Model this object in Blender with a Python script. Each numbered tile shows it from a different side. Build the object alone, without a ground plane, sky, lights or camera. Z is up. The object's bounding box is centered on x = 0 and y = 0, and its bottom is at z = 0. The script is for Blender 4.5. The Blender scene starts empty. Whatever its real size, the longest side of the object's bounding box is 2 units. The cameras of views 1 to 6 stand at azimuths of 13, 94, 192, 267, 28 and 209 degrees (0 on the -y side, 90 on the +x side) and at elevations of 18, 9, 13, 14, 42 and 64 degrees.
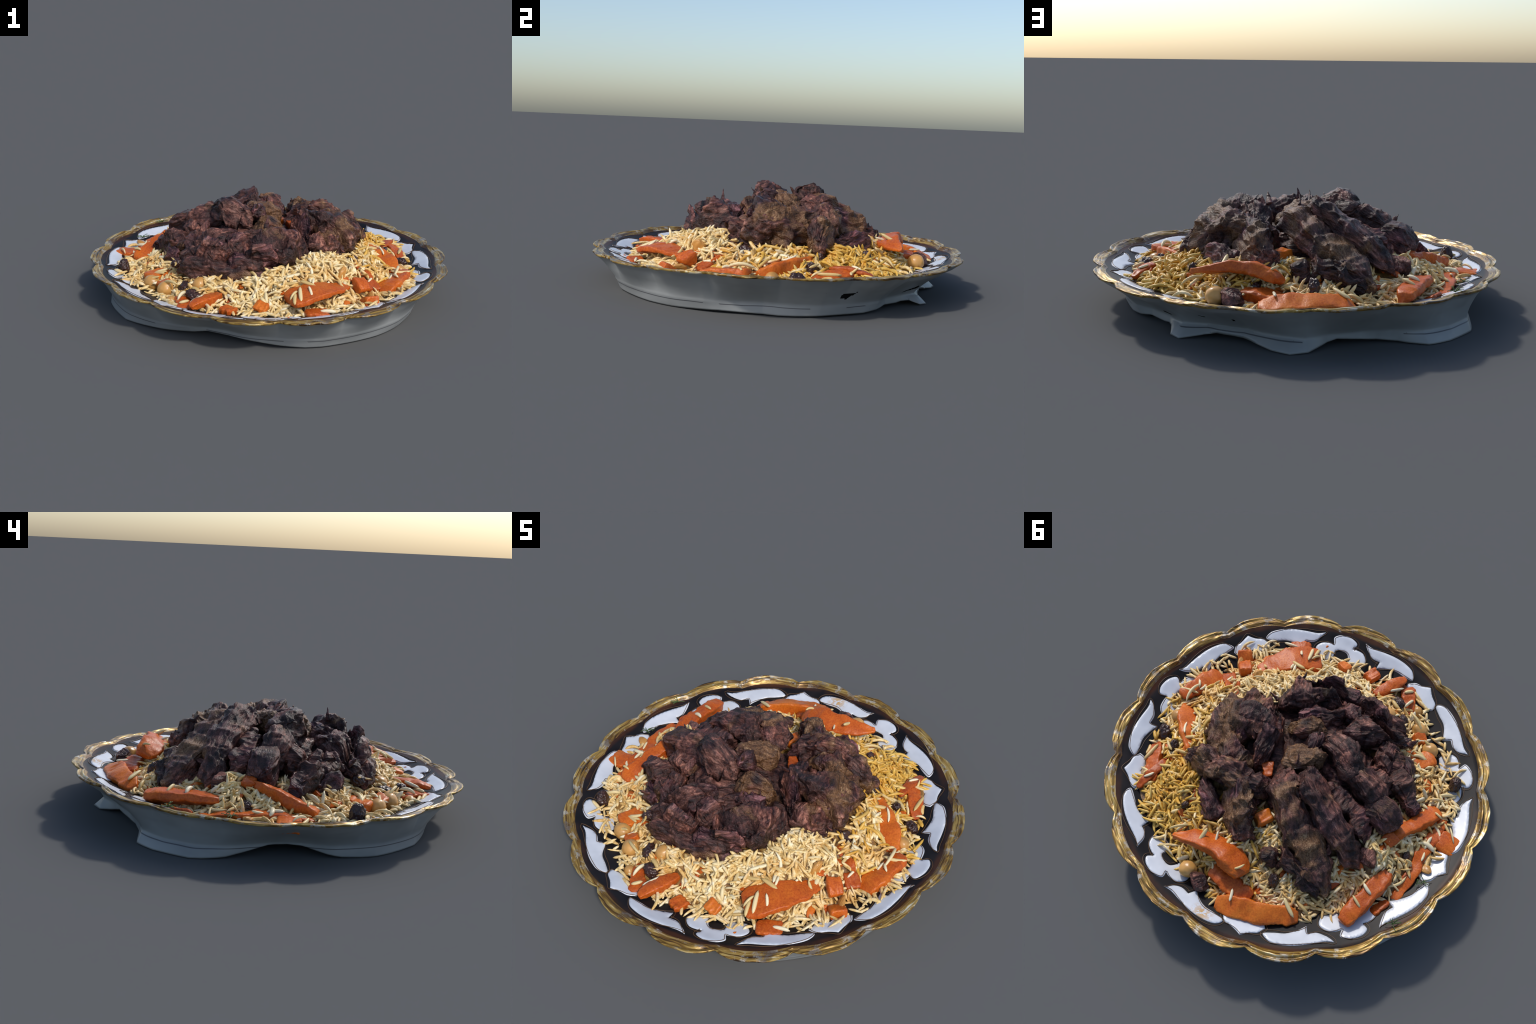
# Platter of pilaf: scalloped gold-rimmed plate, rice, carrots, chickpeas, raisins, braised meat.
import bpy, bmesh, math, random
import numpy as np
from mathutils import Vector, Matrix, Euler
from mathutils.bvhtree import BVHTree
from mathutils.geometry import delaunay_2d_cdt

rng = np.random.default_rng(7)
random.seed(7)
D2R = math.pi / 180.0

# ------------------------------------------------------------------ noise
_perm = np.random.default_rng(11).permutation(256)
_perm = np.concatenate([_perm, _perm, _perm])
_grad = np.random.default_rng(12).normal(size=(256, 3))
_grad /= np.linalg.norm(_grad, axis=1)[:, None]


def perlin(p):
    p = np.asarray(p, float)
    i = np.floor(p).astype(int)
    f = p - i
    i &= 255
    u = f * f * f * (f * (f * 6 - 15) + 10)
    out = 0.0
    for dx in (0, 1):
        for dy in (0, 1):
            for dz in (0, 1):
                h = _perm[_perm[_perm[i[:, 0] + dx] + i[:, 1] + dy] + i[:, 2] + dz]
                g = _grad[h]
                d = g[:, 0] * (f[:, 0] - dx) + g[:, 1] * (f[:, 1] - dy) + g[:, 2] * (f[:, 2] - dz)
                w = (u[:, 0] if dx else 1 - u[:, 0]) * (u[:, 1] if dy else 1 - u[:, 1]) * (u[:, 2] if dz else 1 - u[:, 2])
                out = out + w * d
    return out * 1.5


def fbm(p, octaves=3):
    s, a = 0.0, 1.0
    for k in range(octaves):
        s = s + a * perlin(p * (2.0 ** k) + 17.3 * k)
        a *= 0.5
    return s


def ridged(p, octaves=2):
    s, a = 0.0, 1.0
    for k in range(octaves):
        s = s + a * (1.0 - 2.2 * np.abs(perlin(p * (2.0 ** k) + 31.7 * k)))
        a *= 0.5
    return s


# ------------------------------------------------------------------ material helpers
def new_mat(name):
    m = bpy.data.materials.new(name)
    m.use_nodes = True
    nt = m.node_tree
    b = nt.nodes["Principled BSDF"]
    return m, nt, b


def node(nt, kind, **kw):
    n = nt.nodes.new(kind)
    for k, v in kw.items():
        if k in n.inputs:
            n.inputs[k].default_value = v
        else:
            setattr(n, k, v)
    return n


def mapping(nt, scale=(1, 1, 1), coord="Object", rot=(0, 0, 0)):
    tc = nt.nodes.new("ShaderNodeTexCoord")
    mp = nt.nodes.new("ShaderNodeMapping")
    mp.inputs["Scale"].default_value = scale
    mp.inputs["Rotation"].default_value = rot
    nt.links.new(tc.outputs[coord], mp.inputs["Vector"])
    return mp.outputs["Vector"]


def noise(nt, vec, scale, detail=4.0, rough=0.55, dist=0.0):
    n = node(nt, "ShaderNodeTexNoise")
    n.inputs["Scale"].default_value = scale
    n.inputs["Detail"].default_value = detail
    n.inputs["Roughness"].default_value = rough
    n.inputs["Distortion"].default_value = dist
    nt.links.new(vec, n.inputs["Vector"])
    return n.outputs["Fac"]


def ramp(nt, fac, stops):
    r = nt.nodes.new("ShaderNodeValToRGB")
    el = r.color_ramp.elements
    while len(el) < len(stops):
        el.new(0.5)
    for e, (p, c) in zip(el, stops):
        e.position = p
        e.color = (*c, 1.0) if len(c) == 3 else c
    nt.links.new(fac, r.inputs["Fac"])
    return r.outputs["Color"]


def mixc(nt, fac, a, b, blend="MIX"):
    m = nt.nodes.new("ShaderNodeMix")
    m.data_type = "RGBA"
    m.blend_type = blend
    for sock, v in ((m.inputs[0], fac), (m.inputs[6], a), (m.inputs[7], b)):
        if isinstance(v, (int, float)):
            sock.default_value = v
        elif isinstance(v, tuple):
            sock.default_value = (*v, 1.0)
        else:
            nt.links.new(v, sock)
    return m.outputs[2]


def math_node(nt, op, a, b=None, clamp=False):
    m = nt.nodes.new("ShaderNodeMath")
    m.operation = op
    m.use_clamp = clamp
    for s, v in zip(m.inputs, (a, b)):
        if v is None:
            continue
        if isinstance(v, (int, float)):
            s.default_value = v
        else:
            nt.links.new(v, s)
    return m.outputs[0]


def bump(nt, b, height, strength=0.5, distance=0.004):
    n = nt.nodes.new("ShaderNodeBump")
    n.inputs["Strength"].default_value = strength
    n.inputs["Distance"].default_value = distance
    nt.links.new(height, n.inputs["Height"])
    nt.links.new(n.outputs["Normal"], b.inputs["Normal"])


def polar_coords(nt):
    """Object coordinates turned into (angle*k, radius, z): streaks that run round the rim."""
    tc = nt.nodes.new("ShaderNodeTexCoord")
    sp = nt.nodes.new("ShaderNodeSeparateXYZ")
    nt.links.new(tc.outputs["Object"], sp.inputs[0])
    ang = math_node(nt, "ARCTAN2", sp.outputs[1], sp.outputs[0])
    x2 = math_node(nt, "MULTIPLY", sp.outputs[0], sp.outputs[0])
    y2 = math_node(nt, "MULTIPLY", sp.outputs[1], sp.outputs[1])
    rad = math_node(nt, "SQRT", math_node(nt, "ADD", x2, y2))
    return ang, rad, sp.outputs[2]


def comb(nt, x, y, z):
    c = nt.nodes.new("ShaderNodeCombineXYZ")
    for s, v in zip(c.inputs, (x, y, z)):
        if isinstance(v, (int, float)):
            s.default_value = v
        else:
            nt.links.new(v, s)
    return c.outputs[0]


# ------------------------------------------------------------------ materials
def mat_porcelain():
    m, nt, b = new_mat("white_porcelain")
    ang, rad, z = polar_coords(nt)
    n1 = noise(nt, mapping(nt, (1, 1, 2.5)), 3.0, 4)
    col = ramp(nt, n1, [(0.3, (0.22, 0.23, 0.23)), (0.55, (0.27, 0.28, 0.28)), (0.8, (0.33, 0.34, 0.34))])  # white ware greyed down to match the dark shading on the wall
    # thin dark glaze line just above the foot
    wob = noise(nt, mapping(nt, (1, 1, 1)), 4.0, 2)
    zz = math_node(nt, "ADD", z, math_node(nt, "MULTIPLY", math_node(nt, "SUBTRACT", wob, 0.5), 0.012))
    line = math_node(nt, "LESS_THAN", math_node(nt, "ABSOLUTE", math_node(nt, "SUBTRACT", zz, 0.040)), 0.0022)
    brk = math_node(nt, "GREATER_THAN", noise(nt, mapping(nt, (1, 1, 1)), 2.3, 1), 0.42)
    col = mixc(nt, math_node(nt, "MULTIPLY", math_node(nt, "MULTIPLY", line, brk), 0.85), col, (0.06, 0.06, 0.07))
    # crazing specks
    vor = node(nt, "ShaderNodeTexVoronoi")
    vor.inputs["Scale"].default_value = 22.0
    nt.links.new(mapping(nt), vor.inputs["Vector"])
    speck = math_node(nt, "LESS_THAN", vor.outputs["Distance"], 0.045)
    col = mixc(nt, math_node(nt, "MULTIPLY", speck, 0.6), col, (0.10, 0.09, 0.08))
    nt.links.new(col, b.inputs["Base Color"])
    b.inputs["Roughness"].default_value = 0.40
    b.inputs["Specular IOR Level"].default_value = 0.4
    return m


def mat_gold():
    m, nt, b = new_mat("worn_gold_glaze")
    ang, rad, z = polar_coords(nt)
    w = math_node(nt, "MULTIPLY", math_node(nt, "SUBTRACT", noise(nt, mapping(nt), 6.0, 2), 0.5), 0.05)
    rw = math_node(nt, "ADD", rad, w)
    streak = noise(nt, comb(nt, math_node(nt, "MULTIPLY", ang, 4.0), math_node(nt, "MULTIPLY", rw, 75.0), math_node(nt, "MULTIPLY", z, 45.0)), 1.0, 3, 0.6, 0.4)
    col = ramp(nt, streak, [(0.32, (0.025, 0.012, 0.005)), (0.42, (0.15, 0.075, 0.014)), (0.52, (0.33, 0.20, 0.042)),
                            (0.62, (0.50, 0.35, 0.11)), (0.72, (0.78, 0.72, 0.56))])
    # inner band tinted brown, fading into the gold reflection painted on the well
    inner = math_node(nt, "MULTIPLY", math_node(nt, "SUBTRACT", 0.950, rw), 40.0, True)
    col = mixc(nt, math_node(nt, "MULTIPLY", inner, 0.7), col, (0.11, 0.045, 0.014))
    # rubbed white spots at the very lip and below
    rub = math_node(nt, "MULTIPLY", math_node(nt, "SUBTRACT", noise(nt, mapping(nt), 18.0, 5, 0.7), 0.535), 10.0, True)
    col = mixc(nt, math_node(nt, "MULTIPLY", rub, 0.7), col, (0.66, 0.65, 0.58))
    worn = math_node(nt, "MULTIPLY", math_node(nt, "SUBTRACT", noise(nt, mapping(nt), 9.0, 4, 0.65), 0.54), 9.0, True)
    col = mixc(nt, math_node(nt, "MULTIPLY", worn, 0.75), col, (0.075, 0.034, 0.012))
    nt.links.new(col, b.inputs["Base Color"])
    b.inputs["Metallic"].default_value = 0.35
    b.inputs["Roughness"].default_value = 0.33
    bump(nt, b, streak, 0.5, 0.006)
    return m


def mat_black_glaze():
    m, nt, b = new_mat("black_glaze")
    ang, rad, z = polar_coords(nt)
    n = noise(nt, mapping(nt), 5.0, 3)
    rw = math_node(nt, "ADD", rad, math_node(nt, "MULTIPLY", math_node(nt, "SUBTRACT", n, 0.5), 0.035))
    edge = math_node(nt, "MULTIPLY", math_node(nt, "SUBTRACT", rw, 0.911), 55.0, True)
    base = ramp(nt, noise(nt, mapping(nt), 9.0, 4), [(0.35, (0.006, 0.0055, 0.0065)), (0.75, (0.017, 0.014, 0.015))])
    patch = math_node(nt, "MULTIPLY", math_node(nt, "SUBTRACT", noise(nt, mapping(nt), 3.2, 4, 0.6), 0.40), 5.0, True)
    col = mixc(nt, math_node(nt, "MULTIPLY", math_node(nt, "MULTIPLY", edge, patch), 0.7), base, (0.075, 0.026, 0.010))  # red-brown edge: the rim's reflection in the black, put in as colour
    nt.links.new(col, b.inputs["Base Color"])
    b.inputs["Roughness"].default_value = 0.42
    b.inputs["Specular IOR Level"].default_value = 0.15
    return m


def mat_white_enamel():
    m, nt, b = new_mat("white_enamel")
    n = noise(nt, mapping(nt), 7.0, 3)
    col = ramp(nt, n, [(0.3, (0.50, 0.53, 0.58)), (0.7, (0.66, 0.69, 0.74))])
    # oil stain on one of the leaves
    tc = nt.nodes.new("ShaderNodeTexCoord")
    vm = nt.nodes.new("ShaderNodeVectorMath")
    vm.operation = "DISTANCE"
    nt.links.new(tc.outputs["Object"], vm.inputs[0])
    vm.inputs[1].default_value = (0.02, 0.885, 0.185)
    d = math_node(nt, "SUBTRACT", 1.0, math_node(nt, "MULTIPLY", vm.outputs["Value"], 15.0), True)
    st = math_node(nt, "MULTIPLY", d, math_node(nt, "GREATER_THAN", noise(nt, mapping(nt), 45.0, 4), 0.47))
    col = mixc(nt, st, col, (0.50, 0.27, 0.04))
    nt.links.new(col, b.inputs["Base Color"])
    b.inputs["Roughness"].default_value = 0.3
    return m


def mat_plain(name, color, rough=0.5, var=0.15, scale=20.0):
    m, nt, b = new_mat(name)
    n = noise(nt, mapping(nt), scale, 3)
    lo = tuple(c * (1 - var) for c in color)
    hi = tuple(min(1, c * (1 + var)) for c in color)
    nt.links.new(ramp(nt, n, [(0.3, lo), (0.7, hi)]), b.inputs["Base Color"])
    b.inputs["Roughness"].default_value = rough
    return m


def mat_rice(name, lo, mid, hi, rnd=False):
    m, nt, b = new_mat(name)
    n = noise(nt, mapping(nt), 26.0, 3, 0.7)
    if rnd:
        oi = nt.nodes.new("ShaderNodeObjectInfo")
        n = math_node(nt, "ADD", math_node(nt, "MULTIPLY", oi.outputs["Random"], 0.5), 0.25)
    col = ramp(nt, n, [(0.28, lo), (0.48, mid), (0.72, hi)])
    if not rnd:
        patch = noise(nt, mapping(nt), 5.5, 3, 0.6)
        col = mixc(nt, 1.0, col, ramp(nt, patch, [(0.36, (0.92, 0.72, 0.46)), (0.50, (1.0, 0.95, 0.84)), (0.66, (1.07, 1.07, 1.07))]), "MULTIPLY")
    nt.links.new(col, b.inputs["Base Color"])
    b.inputs["Roughness"].default_value = 0.42
    b.inputs["Subsurface Weight"].default_value = 0.0
    return m


def mat_rice_bed():
    m, nt, b = new_mat("oily_rice_bed")
    n = noise(nt, mapping(nt), 30.0, 4, 0.6)
    c1 = ramp(nt, n, [(0.3, (0.07, 0.028, 0.008)), (0.5, (0.24, 0.12, 0.03)), (0.72, (0.48, 0.32, 0.11))])
    nt.links.new(c1, b.inputs["Base Color"])
    b.inputs["Roughness"].default_value = 0.5
    bump(nt, b, n, 0.8, 0.01)
    return m


def mat_carrot():
    m, nt, b = new_mat("cooked_carrot")
    oi = nt.nodes.new("ShaderNodeObjectInfo")
    n = noise(nt, mapping(nt), 10.0, 4, 0.6)
    k = math_node(nt, "ADD", math_node(nt, "MULTIPLY", n, 0.75), math_node(nt, "MULTIPLY", math_node(nt, "SUBTRACT", oi.outputs["Random"], 0.3), 0.42))
    col = ramp(nt, k, [(0.28, (0.27, 0.032, 0.006)), (0.46, (0.47, 0.078, 0.008)), (0.64, (0.60, 0.14, 0.012)), (0.8, (0.66, 0.21, 0.025))])
    pits = noise(nt, mapping(nt, (1, 1, 1)), 110.0, 3, 0.6)
    col = mixc(nt, 0.35, col, ramp(nt, pits, [(0.3, (0.28, 0.04, 0.006)), (0.65, (0.72, 0.20, 0.025))]))
    nt.links.new(col, b.inputs["Base Color"])
    b.inputs["Roughness"].default_value = 0.38
    b.inputs["Specular IOR Level"].default_value = 0.3
    bump(nt, b, pits, 0.35, 0.004)
    return m


def mat_meat(name, tan=0.0):
    m, nt, b = new_mat(name)
    tc = nt.nodes.new("ShaderNodeTexCoord")
    oi = nt.nodes.new("ShaderNodeObjectInfo")
    shift = math_node(nt, "MULTIPLY", oi.outputs["Random"], 37.0)
    add = nt.nodes.new("ShaderNodeVectorMath")
    nt.links.new(tc.outputs["Object"], add.inputs[0])
    nt.links.new(comb(nt, shift, shift, shift), add.inputs[1])
    v = add.outputs[0]

    def scaled(sc):
        mp = nt.nodes.new("ShaderNodeMapping")
        mp.inputs["Scale"].default_value = sc
        nt.links.new(v, mp.inputs["Vector"])
        return mp.outputs["Vector"]

    # x is the fibre direction of each chunk: long thin streaks
    fib = noise(nt, scaled((0.16, 1.0, 1.0)), 75.0, 5, 0.7, 0.5)
    coarse = noise(nt, scaled((0.35, 1.0, 1.0)), 22.0, 4, 0.6, 0.8)
    big = noise(nt, v, 7.5, 3, 0.55, 0.4)
    fine = noise(nt, v, 140.0, 3, 0.65)
    mix = math_node(nt, "ADD", math_node(nt, "MULTIPLY", fib, 0.5), math_node(nt, "MULTIPLY", coarse, 0.5))
    col = ramp(nt, mix, [(0.37, (0.010, 0.0045, 0.0045)), (0.455, (0.048, 0.0205, 0.0165)), (0.54, (0.120, 0.053, 0.041)), (0.65, (0.38, 0.20, 0.15))])
    dark = ramp(nt, big, [(0.38, (0.34, 0.32, 0.36)), (0.50, (0.90, 0.85, 0.85)), (0.64, (1.55, 1.3, 1.2))])  # colour darkened in broad patches for crevice shade, lightened between them
    col = mixc(nt, 1.0, col, dark, "MULTIPLY")
    fatn = noise(nt, v, 6.0, 3, 0.5)
    fat = math_node(nt, "MULTIPLY", math_node(nt, "SUBTRACT", fatn, 0.62 - 0.20 * tan), 9.0, True)
    tk = math_node(nt, "ADD", math_node(nt, "MULTIPLY", fine, 0.5), math_node(nt, "MULTIPLY", coarse, 0.5))
    tancol = ramp(nt, tk, [(0.36, (0.040, 0.018, 0.009)), (0.47, (0.125, 0.058, 0.024)), (0.55, (0.21, 0.108, 0.048)), (0.66, (0.46, 0.31, 0.17))])  # palest stop draws sun highlights as tan speckles
    plum = math_node(nt, "MULTIPLY", math_node(nt, "SUBTRACT", noise(nt, v, 4.3, 2, 0.5), 0.52), 6.0, True)
    col = mixc(nt, math_node(nt, "MULTIPLY", plum, 0.8), col, mixc(nt, 1.0, col, (0.92, 0.88, 1.35), "MULTIPLY"))
    col = mixc(nt, math_node(nt, "MULTIPLY", fat, 0.85), col, tancol)
    nt.links.new(col, b.inputs["Base Color"])
    rr = ramp(nt, fine, [(0.35, (0.22, 0.22, 0.22)), (0.65, (0.50, 0.50, 0.50))])
    nt.links.new(rr, b.inputs["Roughness"])
    b.inputs["Specular IOR Level"].default_value = 0.33
    h = math_node(nt, "ADD", math_node(nt, "ADD", mix, coarse), math_node(nt, "MULTIPLY", fine, 0.3))
    bump(nt, b, h, 0.9, 0.012)
    return m


MAT = dict(
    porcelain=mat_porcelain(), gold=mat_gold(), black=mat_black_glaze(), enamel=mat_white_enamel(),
    line=mat_plain("brown_gold_line", (0.10, 0.05, 0.018), 0.4),
    rice=mat_rice("pale_rice", (0.50, 0.29, 0.075), (0.74, 0.56, 0.26), (0.90, 0.83, 0.64)),
    rice_y=mat_rice("saffron_rice", (0.48, 0.25, 0.032), (0.64, 0.385, 0.065), (0.74, 0.53, 0.15)),
    rice_r=mat_rice("pale_rice_grain", (0.58, 0.40, 0.15), (0.70, 0.55, 0.27), (0.78, 0.69, 0.47), True),
    rice_yr=mat_rice("saffron_rice_grain", (0.48, 0.27, 0.05), (0.62, 0.40, 0.10), (0.70, 0.52, 0.20), True),
    bed=mat_rice_bed(), carrot=mat_carrot(), meat=mat_meat("braised_meat_fibre"), fat=mat_meat("braised_meat_glazed", 0.85),
    chickpea=mat_plain("boiled_chickpea", (0.52, 0.27, 0.075), 0.33, 0.2, 12.0),
    raisin=mat_plain("dark_raisin", (0.040, 0.016, 0.012), 0.35, 0.5, 40.0),
    dill=mat_plain("dill_green", (0.07, 0.12, 0.03), 0.6),
    onion=mat_plain("cooked_onion", (0.52, 0.25, 0.06), 0.35, 0.25, 15.0),
    tallow=mat_plain("pale_fat", (0.55, 0.42, 0.24), 0.4, 0.2, 30.0),
)


# ------------------------------------------------------------------ object helpers
def link(ob, parent=None):
    bpy.context.scene.collection.objects.link(ob)
    if parent is not None:
        ob.parent = parent
    return ob


def mesh_object(name, verts, faces, mat, parent, smooth=True):
    me = bpy.data.meshes.new(name)
    me.from_pydata([tuple(map(float, v)) for v in verts], [], [tuple(map(int, f)) for f in faces])
    me.update()
    if smooth:
        me.polygons.foreach_set("use_smooth", [True] * len(me.polygons))
    me.materials.append(mat)
    ob = bpy.data.objects.new(name, me)
    return link(ob, parent)


def empty(name, label, category):
    e = bpy.data.objects.new(name, None)
    e.empty_display_size = 0.2
    e["label"] = label
    e["category"] = category
    return link(e)


plate = empty("serving_plate", "black and white plate with scalloped gold rim", "plate")
pilaf = empty("rice_pilaf", "mound of rice with carrots, chickpeas and raisins", "rice dish")
roast = empty("braised_meat", "heap of dark braised shredded meat chunks", "meat")


def catmull(ctrl, n, closed=False):
    c = np.asarray(ctrl, float)
    m = len(c)
    if closed:
        t = np.linspace(0, m, n, endpoint=False)
        i = np.floor(t).astype(int)
        idx = [(i + k) % m for k in (-1, 0, 1, 2)]
    else:
        t = np.linspace(0, m - 1, n)
        i = np.minimum(np.floor(t).astype(int), m - 2)
        idx = [np.clip(i + k, 0, m - 1) for k in (-1, 0, 1, 2)]
    f = (t - i)[:, None]
    p0, p1, p2, p3 = (c[k] for k in idx)
    return 0.5 * (2 * p1 + (p2 - p0) * f + (2 * p0 - 5 * p1 + 4 * p2 - p3) * f ** 2 + (3 * p1 - p0 - 3 * p2 + p3) * f ** 3)


def by_angle(table, th):
    a = np.array(sorted(table.items()), float)
    return np.interp(np.degrees(th), a[:, 0], a[:, 1], period=360)


# ------------------------------------------------------------------ the plate
RIM_TOP = {-180: .201, -148: .202, -128: .197, -110: .195, -85: .185, -60: .183, -40: .190, -20: .205, 0: .206,
           30: .203, 53: .198, 65: .206, 90: .212, 115: .220, 138: .215, 160: .207}
FOOT_Z = {-160: .004, -154: 0, -133: 0, -122: .010, -113: .016, -105: .026, -101: .035, -96: .034, -88: .030, -82: .024, -74: .012, -66: .002,
          -30: 0, -14: .009, 5: .002, 20: .006, 34: .006, 40: .012, 45: .024, 53: .020, 59: .026, 62: .004, 66: 0, 71: .012,
          76: .027, 82: .024, 88: .017, 95: .003, 100: 0, 105: .002, 109: .014, 114: .034, 121: .024, 129: .012,
          135: .002, 141: 0, 160: 0, 166: .005, 171: .022, 178: .048, 184: .052, 189: .044, 196: .014}
FOOT_R = {-150: .90, -133: .90, -118: .85, -108: .81, -100: .79, -92: .80, -84: .82, -75: .845, -60: .866, -40: .870, -15: .85, 0: .825, 10: .845, 17: .85, 24: .835, 34: .825, 46: .79, 56: .79,
          62: .855, 66: .862, 72: .80, 85: .79, 95: .86, 100: .89, 105: .87, 111: .80, 127: .79, 133: .83, 139: .925, 146: .945, 157: .945, 164: .905, 171: .85, 178: .80, 190: .80, 198: .86}
WALL_R = {-165: .85, -150: .895, -130: .895, -116: .86, -108: .83, -100: .795, -92: .805, -84: .835, -72: .870, -60: .892, -30: .892, -18: .875, -8: .835, 0: .82, 8: .835, 18: .850, 28: .845, 40: .83, 46: .79, 56: .78,
          64: .80, 72: .755, 86: .755, 96: .81, 104: .845, 111: .80, 122: .785, 131: .82, 139: .89, 148: .915, 158: .910, 166: .87, 174: .825, 180: .80, 188: .805}


def plate_z(x, y):
    r = np.hypot(x, y)
    return np.interp(r, [0, .6, .72, .79, .86, .9, .95], [.1, .105, .122, .143, .163, .177, .191]) + .011 * y


def rim_radius(th):
    lobe = np.abs(np.sin(9 * (th - 5 * D2R))) ** 0.75
    k = np.floor(((np.degrees(th) - 5) % 360) / 20).astype(int) % 18
    jit = np.random.default_rng(5).uniform(-.005, .005, 18)[k] * lobe
    wob = .004 * perlin(np.stack([np.cos(th) * 9, np.sin(th) * 9, th * 0 + 4.4], 1))
    return np.minimum(.957 + .044 * lobe + .002 * np.sin(th) + jit + wob, 1.0), lobe


# chipped gaps in the wall: corners as (angle in degrees, height)
GAPS = [[(23.8, .113), (28.3, .124), (26, .086), (23.6, .092)], [(59, .104), (62.5, .090), (54, .067)], [(72.4, .119), (75.2, .110), (72.7, .105)], [(82.7, .117), (84.2, .107), (82.9, .101)]]


def torn(p):
    r = math.hypot(p[0], p[1])
    if r < .74 or p[2] > .16:
        return False
    a = math.degrees(math.atan2(p[1], p[0]))
    for poly in GAPS:
        inside = False
        for (x1, y1), (x2, y2) in zip(poly, poly[1:] + poly[:1]):
            if (y1 > p[2]) != (y2 > p[2]) and a < (x2 - x1) * (p[2] - y1) / (y2 - y1) + x1:
                inside = not inside
        if inside:
            return True
    return False


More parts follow.
